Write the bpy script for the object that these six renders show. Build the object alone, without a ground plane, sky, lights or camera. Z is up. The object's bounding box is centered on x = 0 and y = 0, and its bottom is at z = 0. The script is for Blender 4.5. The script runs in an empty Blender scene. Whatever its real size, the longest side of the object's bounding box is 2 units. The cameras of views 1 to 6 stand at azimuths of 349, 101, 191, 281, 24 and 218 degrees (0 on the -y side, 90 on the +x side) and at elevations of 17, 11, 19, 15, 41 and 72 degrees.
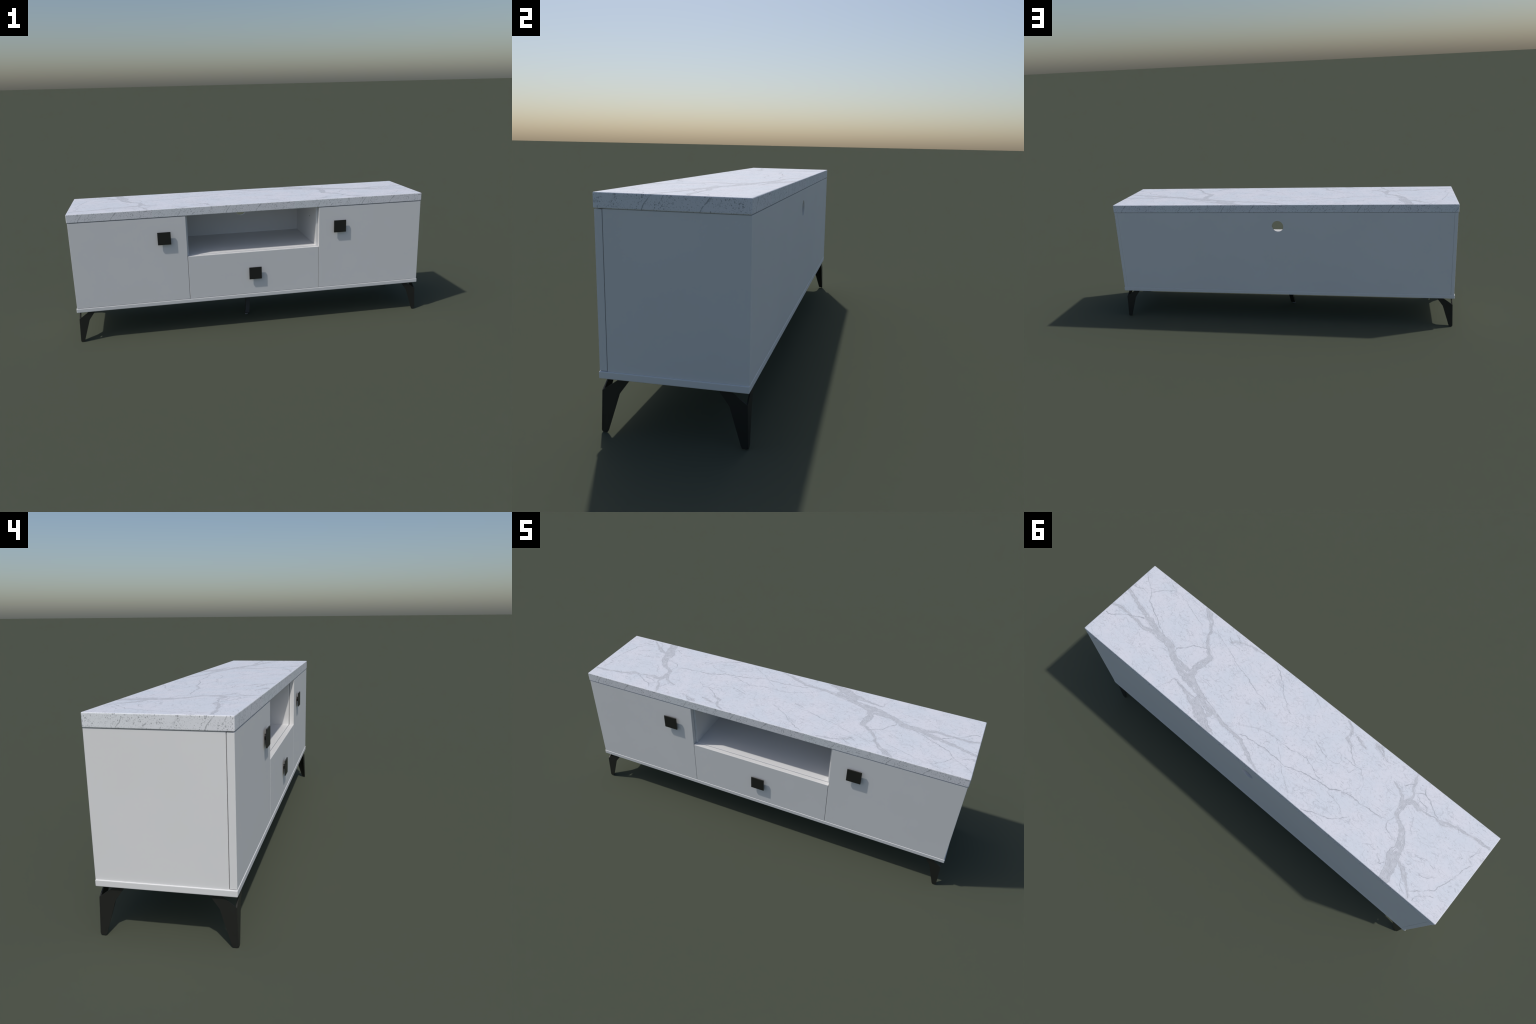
"""White low media cabinet with a marble top: two doors, an open niche over a drawer,
square black knobs, four folded corner legs and a slanted middle support."""
import bpy, bmesh, math
from mathutils import Vector

# ------------------------------------------------------------------ sizes (metres)
HALF = 1.0                      # half length of the base board
FRONT, BACK = -0.2212, 0.2345   # front / back planes of top slab and base board
TOP_Z, SLAB_Z = 0.7212, 0.6755  # marble slab
BOARD_Z0, BOARD_Z1 = 0.1716, 0.1938   # base board
BODY_X = 0.9962                 # outer face of the side panels and doors
BODY_Z0, BODY_Z1 = 0.1938, 0.6742
DOOR_Y0, DOOR_Y1 = -0.2196, -0.1965   # door thickness
DOOR_Z0, DOOR_Z1 = 0.1952, 0.6732
NICHE_X = 0.3783                # inner edge of the doors
DIVIDER_X = 0.3665              # inner face of the dividers
SHELF_Z = 0.4460
DRAWER_Z = 0.4440
HOLE = (0.0, 0.5932, 0.0335)    # cable hole: x, z, radius

# ------------------------------------------------------------------ node helpers
class Nodes:
    def __init__(self, name):
        self.mat = bpy.data.materials.new(name)
        self.mat.use_nodes = True
        self.t = self.mat.node_tree
        self.t.nodes.clear()
        self.out = self.new("ShaderNodeOutputMaterial")
        self.bsdf = self.new("ShaderNodeBsdfPrincipled")
        self.t.links.new(self.bsdf.outputs[0], self.out.inputs[0])
        self.obj = self.new("ShaderNodeTexCoord").outputs["Object"]

    def new(self, kind):
        return self.t.nodes.new(kind)

    def put(self, socket, v):
        if isinstance(v, bpy.types.NodeSocket):
            self.t.links.new(v, socket)
        elif v is not None:
            socket.default_value = v

    def m(self, op, a, b=None, c=None, clamp=False):
        n = self.new("ShaderNodeMath"); n.operation = op; n.use_clamp = clamp
        for s, v in zip(n.inputs, (a, b, c)):
            self.put(s, v)
        return n.outputs[0]

    def v(self, op, a, b=None, c=None, scale=None):
        n = self.new("ShaderNodeVectorMath"); n.operation = op
        for s, x in zip(n.inputs, (a, b, c)):
            self.put(s, x)
        if scale is not None:
            self.put(n.inputs["Scale"], scale)
        return n.outputs["Value" if op in ("DOT_PRODUCT", "DISTANCE", "LENGTH") else "Vector"]

    def noise(self, vec, scale, detail=2.0, rough=0.5, color=False):
        n = self.new("ShaderNodeTexNoise")
        self.put(n.inputs["Vector"], vec)
        n.inputs["Scale"].default_value = scale
        n.inputs["Detail"].default_value = detail
        n.inputs["Roughness"].default_value = rough
        return n.outputs["Color" if color else "Fac"]

    def mapping(self, vec, rot=0.0, scale=(1, 1, 1), loc=(0, 0, 0)):
        n = self.new("ShaderNodeMapping")
        self.put(n.inputs["Vector"], vec)
        n.inputs["Rotation"].default_value = (0, 0, rot)
        n.inputs["Scale"].default_value = scale
        n.inputs["Location"].default_value = loc
        return n.outputs[0]

    def step(self, x, lo, hi, to=(0.0, 1.0)):
        n = self.new("ShaderNodeMapRange"); n.interpolation_type = "SMOOTHSTEP"
        self.put(n.inputs["Value"], x)
        for s, v in (("From Min", lo), ("From Max", hi), ("To Min", to[0]), ("To Max", to[1])):
            n.inputs[s].default_value = v
        return n.outputs[0]

    def mix(self, f, a, b):
        n = self.new("ShaderNodeMix"); n.data_type = "RGBA"
        self.put(n.inputs[0], f)
        for s, v in ((n.inputs[6], a), (n.inputs[7], b)):
            self.put(s, (*v, 1.0) if isinstance(v, tuple) else v)
        return n.outputs[2]

    def warp(self, p, scale, amount, detail=2.0):
        """Push coordinates about with noise, so drawn lines wander."""
        k = self.v("SUBTRACT", self.noise(p, scale, detail, 0.55, color=True), (0.5, 0.5, 0.5))
        k = self.v("MULTIPLY", k, (1, 1, 0))
        return self.v("ADD", p, self.v("SCALE", k, scale=amount))

    def veins(self, p, lines):
        """Signed distance (m) from p to tapering vein lines; a line is [(x, y, half width in mm), ...]."""
        acc = None
        for line in lines:
            for (ax, ay, aw), (bx, by, bw) in zip(line, line[1:]):
                dx, dy = bx - ax, by - ay
                q = max(dx * dx + dy * dy, 1e-9)
                pa = self.v("SUBTRACT", p, (ax, ay, 0))
                t = self.m("MINIMUM", self.m("MAXIMUM", self.v("DOT_PRODUCT", pa, (dx / q, dy / q, 0)), 0.0), 1.0)
                foot = self.new("ShaderNodeVectorMath"); foot.operation = "SCALE"
                foot.inputs[0].default_value = (dx, dy, 0)
                self.put(foot.inputs["Scale"], t)
                d = self.v("DISTANCE", pa, foot.outputs[0])
                d = self.m("SUBTRACT", self.m("MULTIPLY_ADD", t, (aw - bw) / 1000, d), aw / 1000)
                acc = d if acc is None else self.m("MINIMUM", acc, d)
        return acc

    def finish(self, color, rough, spec=0.5, bump=None):
        self.put(self.bsdf.inputs["Base Color"], (*color, 1.0) if isinstance(color, tuple) else color)
        self.put(self.bsdf.inputs["Roughness"], rough)
        self.bsdf.inputs["Specular IOR Level"].default_value = spec
        if bump:
            b = self.new("ShaderNodeBump")
            b.inputs["Strength"].default_value = bump[1]
            b.inputs["Distance"].default_value = bump[2]
            self.put(b.inputs["Height"], bump[0])
            self.t.links.new(b.outputs[0], self.bsdf.inputs["Normal"])
        return self.mat


# ------------------------------------------------------------------ marble veins seen on the top
# spines as (x, y, half width in mm)
BANDS = [
    [(1.001, -0.047, 6.9), (0.939, -0.03, 9.0), (0.856, -0.006, 9.5), (0.786, 0.013, 11.7), (0.734, 0.025, 12.7), (0.673, 0.033, 15.9)],
    [(0.995, 0.06, 4.8), (0.953, 0.047, 8.0), (0.904, 0.045, 5.8), (0.851, 0.048, 5.8), (0.796, 0.053, 8.0), (0.749, 0.042, 9.0), (0.686, 0.04, 11.7)],
    [(0.673, 0.033, 15.9), (0.635, 0.043, 18.0), (0.587, 0.07, 16.4), (0.508, 0.09, 23.3), (0.456, 0.103, 24.4), (0.402, 0.118, 14.3), (0.357, 0.128, 9.0), (0.309, 0.135, 6.9), (0.259, 0.147, 9.5), (0.209, 0.16, 8.5), (0.143, 0.165, 8.0), (0.095, 0.169, 6.9), (0.039, 0.19, 7.4), (-0.006, 0.211, 5.8), (-0.053, 0.224, 3.7)],
    [(0.511, 0.144, 1.6), (0.461, 0.154, 4.2), (0.406, 0.163, 10.6), (0.353, 0.174, 22.3), (0.306, 0.198, 21.2), (0.263, 0.215, 15.9), (0.224, 0.224, 9.0)],
    [(0.368, 0.146, 12.2), (0.325, 0.149, 9.0), (0.275, 0.162, 13.2), (0.279, 0.183, 8.0)],
    [(0.469, 0.077, 17.5), (0.478, 0.047, 15.9), (0.468, 0.008, 17.0), (0.457, -0.032, 11.7), (0.482, -0.045, 8.0), (0.498, -0.061, 6.4), (0.523, -0.083, 7.4), (0.543, -0.109, 5.8), (0.557, -0.142, 4.8), (0.584, -0.172, 8.5), (0.62, -0.199, 11.7), (0.648, -0.22, 6.9)],
    [(0.443, -0.161, 4.8), (0.41, -0.184, 3.7), (0.371, -0.201, 2.1), (0.328, -0.206, 4.8), (0.289, -0.214, 2.6)],
    [(-0.205, -0.214, 2.6), (-0.23, -0.198, 5.8), (-0.248, -0.174, 5.3), (-0.254, -0.144, 9.5), (-0.281, -0.129, 3.2), (-0.305, -0.107, 1.6)],
    [(-0.277, -0.18, 2.6), (-0.309, -0.171, 5.8), (-0.34, -0.161, 3.2)],
    [(-0.362, -0.208, 3.7), (-0.386, -0.202, 8.5), (-0.416, -0.186, 5.3), (-0.44, -0.178, 1.3)],
    [(-0.581, -0.217, 3.7), (-0.587, -0.188, 6.9), (-0.595, -0.158, 6.4), (-0.614, -0.141, 3.2), (-0.622, -0.118, 5.3), (-0.615, -0.091, 8.0), (-0.609, -0.06, 11.7), (-0.615, -0.028, 9.0), (-0.634, -0.005, 8.0), (-0.667, 0.019, 10.6), (-0.691, 0.048, 13.2), (-0.705, 0.084, 19.6), (-0.711, 0.134, 25.4), (-0.728, 0.181, 22.3), (-0.738, 0.219, 20.7)],
    [(-0.519, -0.124, 1.6), (-0.556, -0.116, 5.8), (-0.586, -0.098, 7.4), (-0.604, -0.066, 8.0)],
    [(-0.615, -0.091, 9.0), (-0.639, -0.108, 11.7), (-0.664, -0.097, 9.5), (-0.694, -0.098, 3.2), (-0.737, -0.11, 2.6), (-0.764, -0.109, 5.3), (-0.786, -0.115, 12.2), (-0.811, -0.129, 7.4), (-0.854, -0.138, 4.8), (-0.899, -0.146, 4.8), (-0.939, -0.153, 7.4), (-0.987, -0.153, 5.3)],
    [(-0.742, 0.131, 3.7), (-0.769, 0.145, 8.0), (-0.796, 0.169, 9.5), (-0.822, 0.186, 5.3), (-0.855, 0.223, 1.6)],
]
HAIR = [
    [(0.599, 0.046, 1.3), (0.61, 0.026, 1.6), (0.578, 0.001, 1.6), (0.557, -0.035, 1.9), (0.507, -0.058, 1.3)],
    [(0.992, -0.162, 1.6), (0.935, -0.127, 1.6), (0.896, -0.096, 1.6), (0.871, -0.063, 1.9), (0.823, -0.04, 1.9), (0.772, -0.013, 1.9), (0.711, 0.014, 1.3)],
    [(0.996, -0.077, 1.3), (0.947, -0.088, 1.9), (0.919, -0.09, 0.8)],
    [(0.897, -0.114, 1.1), (0.873, -0.149, 1.1), (0.835, -0.179, 1.1), (0.791, -0.185, 1.1), (0.728, -0.171, 1.1), (0.673, -0.156, 1.1), (0.6, -0.131, 0.8)],
    [(0.99, 0.109, 2.1), (0.956, 0.101, 2.1), (0.915, 0.06, 2.1), (0.865, 0.034, 2.1), (0.827, 0.018, 1.3)],
    [(0.469, -0.175, 1.3), (0.443, -0.161, 1.6)],
    [(0.459, -0.211, 1.1), (0.434, -0.198, 1.6), (0.41, -0.184, 1.6)],
    [(0.544, -0.144, 1.3), (0.488, -0.14, 0.8), (0.413, -0.119, 1.1), (0.348, -0.091, 1.1), (0.288, -0.084, 1.1), (0.245, -0.063, 1.3), (0.191, -0.053, 1.3), (0.132, -0.038, 0.8)],
    [(0.622, 0.225, 1.1), (0.623, 0.192, 1.3), (0.632, 0.179, 1.1)],
    [(0.541, 0.225, 1.1), (0.512, 0.174, 1.1), (0.515, 0.147, 1.1)],
    [(0.215, -0.21, 1.1), (0.177, -0.192, 1.6), (0.14, -0.166, 1.6), (0.096, -0.121, 1.3), (0.045, -0.084, 1.3), (0.009, -0.067, 1.1)],
    [(0.005, -0.219, 0.8), (-0.068, -0.184, 0.8)],
    [(0.136, 0.165, 1.1), (0.077, 0.141, 1.6), (-0.0, 0.128, 1.6), (-0.054, 0.13, 1.6), (-0.125, 0.129, 1.6), (-0.182, 0.113, 1.6), (-0.232, 0.095, 2.4), (-0.282, 0.088, 2.1), (-0.332, 0.082, 2.4), (-0.375, 0.058, 2.1), (-0.437, 0.049, 1.6), (-0.512, 0.041, 1.6), (-0.605, 0.031, 1.3)],
    [(-0.024, 0.063, 0.8), (-0.094, 0.118, 1.1), (-0.135, 0.158, 1.1), (-0.17, 0.18, 1.1), (-0.218, 0.212, 0.8)],
    [(0.114, 0.099, 0.8), (0.045, 0.069, 1.1), (-0.02, 0.059, 1.1), (-0.104, 0.055, 1.3), (-0.172, 0.042, 1.1), (-0.241, 0.065, 1.1), (-0.279, 0.076, 1.3)],
    [(-0.148, -0.046, 0.8), (-0.204, -0.026, 1.6), (-0.245, -0.015, 1.1), (-0.284, -0.019, 1.1), (-0.332, -0.046, 0.8)],
    [(-0.305, -0.107, 1.6), (-0.325, -0.086, 1.3), (-0.349, -0.073, 1.3)],
    [(-0.294, -0.067, 1.3), (-0.337, -0.066, 1.3), (-0.384, -0.069, 1.6), (-0.416, -0.045, 1.1)],
    [(-0.335, -0.034, 1.1), (-0.354, -0.028, 1.1), (-0.364, -0.067, 1.1)],
    [(-0.44, -0.178, 1.3), (-0.475, -0.181, 0.8)],
    [(-0.303, 0.229, 1.6), (-0.342, 0.209, 1.9), (-0.414, 0.188, 1.6), (-0.468, 0.13, 1.1)],
    [(-0.339, 0.098, 0.8), (-0.387, 0.107, 1.1), (-0.435, 0.123, 0.8)],
    [(0.15, -0.024, 1.6), (0.108, -0.011, 1.3)],
    [(-0.603, 0.029, 1.6), (-0.617, -0.005, 1.6)],
    [(-0.603, 0.029, 1.6), (-0.621, 0.06, 1.6), (-0.656, 0.071, 1.6), (-0.678, 0.073, 1.6)],
    [(-0.57, -0.147, 1.6), (-0.587, -0.169, 1.6)],
    [(-0.618, -0.145, 1.6), (-0.652, -0.167, 1.6), (-0.691, -0.154, 1.6), (-0.733, -0.125, 1.6), (-0.75, -0.119, 1.6)],
    [(-0.652, -0.167, 1.6), (-0.635, -0.194, 1.1)],
    [(-0.635, -0.141, 1.3), (-0.696, -0.121, 1.6), (-0.709, -0.104, 1.3)],
    [(-0.838, 0.199, 1.3), (-0.874, 0.17, 1.3), (-0.913, 0.129, 1.3), (-0.934, 0.081, 1.6), (-0.952, 0.018, 1.3), (-0.968, -0.04, 1.3), (-0.978, -0.052, 1.1)],
    [(-0.976, -0.051, 1.3), (-0.95, -0.069, 1.3), (-0.958, -0.117, 1.3), (-0.96, -0.133, 1.1)],
    [(-0.874, 0.22, 1.1), (-0.872, 0.202, 1.1), (-0.891, 0.176, 1.1), (-0.934, 0.157, 1.1)],
    [(-0.785, 0.069, 1.1), (-0.823, 0.05, 1.1), (-0.867, 0.066, 0.8)],
    [(-0.836, 0.124, 1.1), (-0.893, 0.084, 1.1)],
    [(-0.675, -0.052, 1.1), (-0.689, -0.015, 1.1), (-0.713, 0.007, 0.8)],
    [(-0.786, 0.177, 1.6), (-0.801, 0.204, 1.3), (-0.822, 0.219, 1.1)],
    [(-0.661, 0.171, 0.8), (-0.685, 0.184, 1.1), (-0.701, 0.171, 1.1)],
]

# veins on the slab's edge, in (run along the edge, height above the slab's underside);
# the pattern comes round again every EDGE_PERIOD
EDGE_PERIOD = 0.787
EDGE_VEINS = [
    [(0.398, 0.000, 1.5), (0.401, 0.012, 1.5), (0.412, 0.028, 1.2), (0.428, 0.046, 0.8)],
    [(0.462, 0.046, 0.8), (0.456, 0.030, 1.0), (0.448, 0.020, 1.2)],
    [(0.565, 0.002, 0.8), (0.575, 0.020, 1.1), (0.592, 0.036, 2.6), (0.598, 0.046, 1.2)],
    [(0.655, 0.046, 0.8), (0.662, 0.030, 1.2)],
    [(0.130, 0.002, 0.7), (0.146, 0.020, 1.2), (0.152, 0.034, 0.7)],
    [(0.215, 0.010, 1.6), (0.232, 0.024, 0.8)],
    [(0.745, 0.036, 1.8), (0.765, 0.040, 1.4)],
]

MARBLE = (0.765, 0.782, 0.840)
VEIN = (0.592, 0.606, 0.645)
HAIRLINE = (0.440, 0.456, 0.500)
PAINT = (0.795, 0.795, 0.795)


def marble_top():
    n = Nodes("marble_top")
    flat = n.v("MULTIPLY", n.obj, (1, 1, 0))
    loose = n.warp(flat, 26, 0.024, 2)
    p = n.warp(loose, 150, 0.0105, 4)
    ph = n.warp(loose, 110, 0.0038, 2)
    band_d = n.veins(p, BANDS)
    hair_d = n.veins(ph, HAIR)
    band = n.step(n.m("ADD", band_d, n.m("MULTIPLY", n.m("SUBTRACT", n.noise(flat, 220, 2), 0.5), 0.006)), 0.0022, -0.0018)
    patchy = n.noise(flat, 30, 2)
    # darker lines run along the rims and, broken, inside the wide veins
    rim = n.m("MULTIPLY", n.step(n.m("ABSOLUTE", n.m("ADD", band_d, 0.0008)), 0.0019, 0.0002), n.step(patchy, 0.40, 0.56))
    flow = n.m("SINE", n.m("MULTIPLY_ADD", band_d, 1150.0, n.m("MULTIPLY", n.noise(flat, 28, 3), 14.0)))
    streak = n.m("MULTIPLY", n.m("MULTIPLY", n.step(flow, -0.10, 0.95), n.step(n.noise(flat, 48, 2), 0.36, 0.58)), n.step(band_d, -0.001, -0.003))
    # pale islands in the widest places
    isle = n.noise(n.mapping(n.warp(flat, 60, 0.012), rot=math.radians(-16), scale=(24, 58, 1)), 1.0, 1, 0.4)
    open_ = n.m("MULTIPLY", n.step(isle, 0.625, 0.66), n.step(band_d, -0.0030, -0.0048))
    band = n.m("MULTIPLY", band, n.m("SUBTRACT", 1.0, n.m("MULTIPLY", open_, 0.85)))
    mottle = n.noise(flat, 85, 3, 0.6)
    band = n.m("MULTIPLY", band, n.step(mottle, 0.32, 0.62, (0.55, 1.0)))
    hair = n.m("MULTIPLY", n.step(n.m("ADD", hair_d, n.m("MULTIPLY", n.m("SUBTRACT", mottle, 0.45), 0.003)), 0.0010, -0.0009), n.step(n.noise(flat, 20, 2), 0.34, 0.56, (0.35, 1.0)))
    # threads that run beside the veins
    thread = n.step(n.m("ABSOLUTE", n.m("SUBTRACT", band_d, n.m("MULTIPLY_ADD", n.noise(flat, 12, 2), 0.018, -0.004))), 0.0009, 0.0001)
    thread = n.m("MULTIPLY", thread, n.step(n.noise(n.v("ADD", flat, (4, 0, 0)), 15, 2), 0.46, 0.58))
    halo = n.m("MULTIPLY", n.step(n.m("MINIMUM", band_d, hair_d), 0.010, 0.0), n.step(n.noise(flat, 75, 3), 0.48, 0.66))
    # short dashes lying several ways, gathered in loose swarms
    wob = n.warp(flat, 10, 0.08)
    swarm = n.noise(flat, 13, 3, 0.6)
    fleck = None
    for rot, sx, sy, lo, off in ((18, 75, 190, 0.59, 0.0), (-32, 60, 170, 0.60, 3.1), (65, 90, 170, 0.62, 7.7)):
        d = n.noise(n.mapping(wob, rot=math.radians(rot), scale=(sx, sy, 1), loc=(off, off, 0)), 1.0, 2, 0.5)
        d = n.step(d, lo, lo + 0.12)
        fleck = d if fleck is None else n.m("MAXIMUM", fleck, d)
    fleck = n.m("MULTIPLY", fleck, n.step(swarm, 0.34, 0.64, (0.15, 1.0)))
    cloud = n.step(n.noise(flat, 70, 4, 0.65), 0.46, 0.70)
    # thin wandering cracks: level lines of two slow noises, kept only in places
    crack = None
    for rot, sx, sy, wide, off in ((24, 4.5, 10.0, 0.0060, 1.7), (12, 7.0, 20.0, 0.0080, 12.4), (-20, 6.0, 15.0, 0.0070, 5.3), (50, 9.0, 16.0, 0.0075, 9.1)):
        f = n.noise(n.mapping(n.warp(flat, 30, 0.012, 2), rot=math.radians(rot), scale=(sx, sy, 1), loc=(off, off, 0)), 1.0, 3, 0.5)
        line = n.step(n.m("ABSOLUTE", n.m("SUBTRACT", f, 0.5)), wide, wide * 0.15)
        line = n.m("MULTIPLY", line, n.step(n.noise(n.v("ADD", flat, (off, 0, 0)), 9, 2), 0.43, 0.58))
        crack = line if crack is None else n.m("MAXIMUM", crack, line)
    tint = n.noise(flat, 7, 3, 0.55)
    col = n.mix(n.step(tint, 0.35, 0.65), (MARBLE[0] * 0.965, MARBLE[1] * 0.990, MARBLE[2] * 0.995), (MARBLE[0] * 1.03, MARBLE[1] * 1.015, MARBLE[2] * 1.01))
    col = n.mix(n.m("MULTIPLY", cloud, 0.11), col, HAIRLINE)
    col = n.mix(n.m("MULTIPLY", halo, 0.22), col, HAIRLINE)
    col = n.mix(n.m("MULTIPLY", fleck, 0.56), col, HAIRLINE)
    col = n.mix(n.m("MULTIPLY", crack, 0.42), col, HAIRLINE)
    col = n.mix(n.m("MULTIPLY", thread, 0.60), col, HAIRLINE)
    col = n.mix(n.m("MULTIPLY", band, 0.95), col, VEIN)
    col = n.mix(n.m("MULTIPLY", streak, 0.72), col, HAIRLINE)
    col = n.mix(n.m("MULTIPLY", rim, 0.75), col, HAIRLINE)
    col = n.mix(n.m("MULTIPLY", hair, 0.92), col, HAIRLINE)
    return n.finish(col, 0.60, 0.4)


def marble_edge(axis, sign, shift, name):
    """The slab's edge: run along `axis`, counted left to right as seen from outside."""
    n = Nodes(name)
    sep = n.new("ShaderNodeSeparateXYZ"); n.put(sep.inputs[0], n.obj)
    run = n.m("MULTIPLY_ADD", sep.outputs[axis], sign, shift)
    u = n.m("WRAP", run, EDGE_PERIOD, 0.0)
    com = n.new("ShaderNodeCombineXYZ")
    n.put(com.inputs[0], u); n.put(com.inputs[1], n.m("SUBTRACT", sep.outputs[2], SLAB_Z))
    p = com.outputs[0]
    d = n.veins(n.warp(n.warp(p, 60, 0.006, 2), 300, 0.0022, 2), EDGE_VEINS)
    vein = n.m("MULTIPLY", n.step(d, 0.0009, -0.0005), n.step(n.noise(p, 120, 2), 0.34, 0.52))
    vo = n.new("ShaderNodeTexVoronoi")
    n.put(vo.inputs["Vector"], n.mapping(n.warp(p, 240, 0.004), scale=(190, 145, 1)))
    vo.inputs["Scale"].default_value = 1.0
    size = n.new("ShaderNodeSeparateColor"); n.put(size.inputs[0], vo.outputs["Color"])
    crowd = n.noise(p, 26, 3, 0.6)
    radius = n.m("MULTIPLY", n.m("SUBTRACT", n.m("ADD", size.outputs[0], n.m("MULTIPLY", crowd, 1.9)), 1.10), 0.46, clamp=True)
    dot = n.m("MULTIPLY", n.step(n.m("SUBTRACT", vo.outputs["Distance"], radius), 0.06, -0.10), n.m("GREATER_THAN", radius, 0.02))
    grit = n.m("MULTIPLY", n.step(n.noise(n.mapping(p, scale=(300, 230, 1)), 1.0, 3, 0.6), 0.56, 0.64), n.step(crowd, 0.34, 0.54))
    wisp = n.noise(n.mapping(n.warp(p, 90, 0.010), rot=math.radians(-35), scale=(40, 90, 1)), 1.0, 2, 0.5)
    wisp = n.m("MULTIPLY", n.step(n.m("ABSOLUTE", n.m("SUBTRACT", wisp, 0.5)), 0.020, 0.004), n.step(n.noise(p, 40, 2), 0.52, 0.62))
    spot = n.m("MAXIMUM", n.m("MAXIMUM", vein, dot), n.m("MAXIMUM", n.m("MULTIPLY", grit, 0.8), n.m("MULTIPLY", wisp, 0.45)))
    col = n.mix(n.step(u, 0.0, EDGE_PERIOD), (MARBLE[0] * 1.05, MARBLE[1] * 1.06, MARBLE[2] * 1.02), (MARBLE[0] * 1.07, MARBLE[1] * 1.045, MARBLE[2] * 1.02))
    col = n.mix(n.m("MULTIPLY", spot, 0.85), col, (0.360, 0.375, 0.400))
    return n.finish(col, 0.55, 0.5)


def white_paint():
    n = Nodes("white_paint")
    big = n.noise(n.obj, 3.0, 2)
    col = n.mix(n.step(big, 0.3, 0.7), tuple(c * 0.99 for c in PAINT), tuple(c * 1.01 for c in PAINT))
    return n.finish(col, 0.55, 0.5)


def black_metal():
    n = Nodes("black_metal")
    f = n.noise(n.obj, 160, 2)
    return n.finish(n.mix(f, (0.0152, 0.0155, 0.0135), (0.0184, 0.0188, 0.0166)), 0.42, 0.50)


def dark_void():
    return Nodes("dark_void").finish((0.02, 0.021, 0.022), 0.8, 0.2)


def rubber():
    return Nodes("grey_rubber").finish((0.16, 0.165, 0.175), 0.6, 0.4)


PAINTED, METAL, VOID, RUBBER = white_paint(), black_metal(), dark_void(), rubber()

# ------------------------------------------------------------------ building helpers
def keep(name, bm, parent, mats, smooth=10):
    mesh = bpy.data.meshes.new(name)
    bmesh.ops.recalc_face_normals(bm, faces=bm.faces[:])
    bm.to_mesh(mesh); bm.free()
    for m in (mats if isinstance(mats, list) else [mats]):
        mesh.materials.append(m)
    mesh.shade_smooth()
    mesh.set_sharp_from_angle(angle=math.radians(smooth))
    ob = bpy.data.objects.new(name, mesh)
    bpy.context.scene.collection.objects.link(ob)
    ob.parent = parent
    return ob


def add_box(bm, x0, x1, y0, y1, z0, z1, r=0.0012, segments=3):
    made = bmesh.ops.create_cube(bm, size=1.0)["verts"]
    for v in made:
        v.co = ((x0 + x1) / 2 + v.co.x * (x1 - x0), (y0 + y1) / 2 + v.co.y * (y1 - y0), (z0 + z1) / 2 + v.co.z * (z1 - z0))
    if r:
        edges = list({e for v in made for e in v.link_edges})
        bmesh.ops.bevel(bm, geom=edges, offset=r, segments=segments, profile=0.5, affect="EDGES")


def box(name, parent, mat, *dims, r=0.0012, segments=3):
    bm = bmesh.new()
    add_box(bm, *dims, r=r, segments=segments)
    return keep(name, bm, parent, mat)


def prism(bm, outline, frame, thickness):
    """Extrude a flat outline [(d, z)]: frame(d, z, t) gives the 3D point at depth t."""
    rings = [[bm.verts.new(frame(d, z, t)) for d, z in outline] for t in (0.0, thickness)]
    bm.faces.new(rings[0]); bm.faces.new(rings[1][::-1])
    for i in range(len(outline)):
        j = (i + 1) % len(outline)
        bm.faces.new((rings[0][i], rings[1][i], rings[1][j], rings[0][j]))


# ------------------------------------------------------------------ the cabinet
cabinet = bpy.data.objects.new("media_cabinet", None)
bpy.context.scene.collection.objects.link(cabinet)
cabinet["label"] = "low white media cabinet with marble top and black legs"
cabinet["category"] = "tv stand"

# marble slab: one block, its top and its four edges coloured apart
bm = bmesh.new()
add_box(bm, -0.9995, 0.9995, FRONT, BACK, SLAB_Z, TOP_Z, r=0.0034, segments=4)
bm.normal_update()
for f in bm.faces:
    nx, ny, nz = f.normal
    if nz > 0.75 or nz < -0.9:
        f.material_index = 0
    elif abs(nx) > abs(ny):
        f.material_index = 2 if nx > 0 else 4
    else:
        f.material_index = 1 if ny < 0 else 3
keep("countertop", bm, cabinet, [
    marble_top(),
    marble_edge(0, 1.0, 0.553, "marble_edge_long"),
    marble_edge(1, 1.0, 0.474, "marble_edge_short"),
    marble_edge(0, -1.0, 0.175 + 0.553, "marble_edge_rear"),
    marble_edge(1, -1.0, 0.262, "marble_edge_lit"),
])

# carcass
box("base_board", cabinet, PAINTED, -HALF, HALF, FRONT, BACK, BOARD_Z0, BOARD_Z1, r=0.0026)
for s in (-1, 1):
    xs = sorted((s * BODY_X, s * (BODY_X - 0.0185)))
    box("side_panel", cabinet, PAINTED, *xs, DOOR_Y1 + 0.0020, BACK - 0.0004, BODY_Z0, BODY_Z1, r=0.0010)
    inner = DIVIDER_X + (0.0024 if s < 0 else 0.0)
    xs = sorted((s * inner, s * (inner + 0.0160)))
    box("divider", cabinet, PAINTED, *xs, DOOR_Y1 + 0.0020, BACK - 0.0128, BODY_Z0, BODY_Z1, r=0.0010)
box("shelf", cabinet, PAINTED, -DIVIDER_X - 0.0024, DIVIDER_X, DOOR_Y1 + 0.0016, BACK - 0.0126, SHELF_Z - 0.018, SHELF_Z, r=0.0006)
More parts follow.
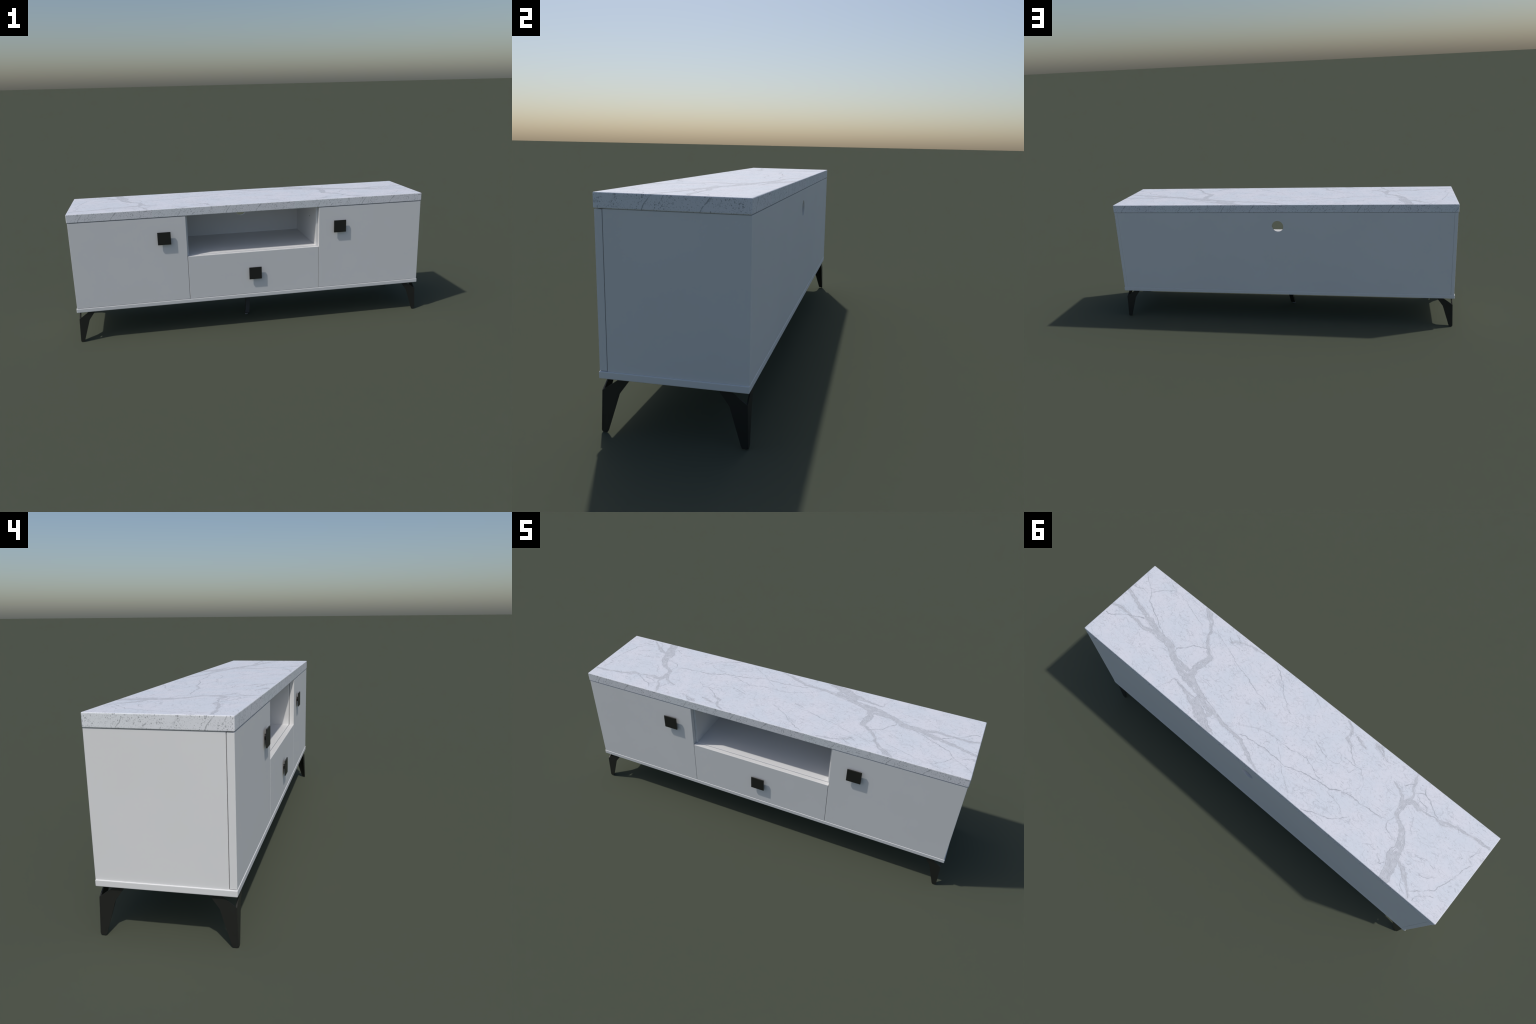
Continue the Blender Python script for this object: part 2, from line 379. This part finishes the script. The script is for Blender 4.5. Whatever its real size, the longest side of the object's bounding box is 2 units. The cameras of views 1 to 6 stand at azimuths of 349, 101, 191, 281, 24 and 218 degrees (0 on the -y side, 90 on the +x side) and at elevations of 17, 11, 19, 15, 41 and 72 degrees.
box("top_panel", cabinet, PAINTED, -BODY_X + 0.004, BODY_X - 0.004, DOOR_Y1 + 0.006, BACK - 0.006, BODY_Z1 - 0.0002, SLAB_Z + 0.0004, r=0)

# back panel with its round cable hole
bm = bmesh.new()
X1, Z0, Z1, SIDES = BODY_X - 0.0190, BODY_Z0 + 0.0004, BODY_Z1 - 0.0002, 64
rings = {}
for y in (BACK - 0.0008, BACK - 0.0130):
    hole = [bm.verts.new((HOLE[0] + HOLE[2] * math.cos(2 * math.pi * i / SIDES), y, HOLE[1] + HOLE[2] * math.sin(2 * math.pi * i / SIDES))) for i in range(SIDES)]
    rim = []
    for i in range(SIDES):                       # push the circle out to the panel's rectangle
        c, s = math.cos(2 * math.pi * i / SIDES), math.sin(2 * math.pi * i / SIDES)
        k = max(abs(c), abs(s))
        rim.append(bm.verts.new((X1 * c / k, y, HOLE[1] + s / k * ((Z1 - HOLE[1]) if s > 0 else (HOLE[1] - Z0)))))
    rings[y] = (hole, rim)
(h0, r0), (h1, r1) = rings.values()
for i in range(SIDES):
    j = (i + 1) % SIDES
    bm.faces.new((h0[i], r0[i], r0[j], h0[j]))
    bm.faces.new((h1[j], r1[j], r1[i], h1[i]))
    bm.faces.new((h0[i], h0[j], h1[j], h1[i]))
    bm.faces.new((r0[j], r0[i], r1[i], r1[j]))
keep("back_panel", bm, cabinet, PAINTED)


def knob(x, z, parent):
    """Square plate on a short round stem."""
    bm = bmesh.new()
    w, h = 0.0716, 0.0700
    add_box(bm, -w / 2, w / 2, -0.0148, -0.0098, -h / 2, h / 2, r=0.0006, segments=3)
    stem = bmesh.ops.create_cone(bm, cap_ends=True, segments=40, radius1=0.0115, radius2=0.0115, depth=0.0100)["verts"]
    for v in stem:
        v.co = (v.co.x, v.co.z - 0.0048, v.co.y)
    ob = keep("knob", bm, parent, METAL)
    ob.location = (x, DOOR_Y0, z)
    return ob


for s in (-1, 1):
    xs = sorted((s * BODY_X, s * NICHE_X))
    door = box("door", cabinet, PAINTED, *xs, DOOR_Y0, DOOR_Y1, DOOR_Z0, DOOR_Z1, r=0.0012)
    knob(s * 0.4997, 0.5598, door)
drawer = box("drawer", cabinet, PAINTED, -NICHE_X + 0.0020, NICHE_X - 0.0020, DOOR_Y0, DOOR_Y1, DOOR_Z0, DRAWER_Z, r=0.0012)
knob(0.0, 0.3197, drawer)

# peg holes in the niche walls: small solid near-black discs
for s in (-1, 1):
    bm = bmesh.new()
    cup = bmesh.ops.create_cone(bm, cap_ends=True, segments=20, radius1=0.0030, radius2=0.0030, depth=0.0016)["verts"]
    for v in cup:
        v.co = (s * (DIVIDER_X + (0.0024 if s < 0 else 0.0)) + v.co.z, -0.0702 + v.co.x, 0.5946 + v.co.y)
    keep("peg_hole", bm, cabinet, VOID)

# corner legs: two plates folded at right angles, V notch at the top, tapering to the foot
PLATE = 0.0042
OUTLINE = [(0.0000, 0.1325), (0.0000, 0.0070), (0.0035, 0.0000), (0.0185, 0.0000), (0.0220, 0.0070),
           (0.0540, 0.1235), (0.0575, 0.1290), (0.0890, 0.1742), (0.0580, 0.1742)]
for sx in (-1, 1):
    for front in (True, False):
        cx = sx * 0.9952
        cy = -0.2208 if front else 0.2330
        sy = 1 if front else -1
        def lean(z):                             # the plates splay a little towards the floor
            return 0.0045 * z / 0.1375
        bm = bmesh.new()
        prism(bm, OUTLINE, lambda d, z, t: (cx - sx * (d + lean(z)), cy + sy * (t + lean(z)), z), PLATE)
        prism(bm, [(d if d > 0.002 else d + 0.0008, z) for d, z in OUTLINE],
              lambda d, z, t: (cx - sx * (t + 0.0004 + lean(z)), cy + sy * (d + lean(z)), z), PLATE)
        keep("leg", bm, cabinet, METAL, smooth=12)

# slanted middle support with its foot
FOOT, HEAD = Vector((-0.0262, -0.0465, 0.0)), Vector((-0.0008, 0.0115, 0.1735))
bm = bmesh.new()
levels = [(0.0070, 0.0105), (0.0100, 0.0123), (0.1735, 0.0123)]
loops = []
for z, w in levels:
    c = FOOT.lerp(HEAD, z / HEAD.z)
    loops.append([bm.verts.new((c.x + a * w, c.y + b * w, z)) for a, b in ((-1, -1), (1, -1), (1, 1), (-1, 1))])
for a, b in zip(loops, loops[1:]):
    for i in range(4):
        j = (i + 1) % 4
        bm.faces.new((a[i], a[j], b[j], b[i]))
bm.faces.new(loops[0][::-1]); bm.faces.new(loops[-1])
support = keep("support_leg", bm, cabinet, METAL, smooth=12)
bm = bmesh.new()
pad = bmesh.ops.create_cone(bm, cap_ends=True, segments=28, radius1=0.0098, radius2=0.0092, depth=0.0060)["verts"]
for v in pad:
    v.co += Vector((-0.0285, -0.0475, 0.0030))
keep("foot_pad", bm, support, RUBBER)
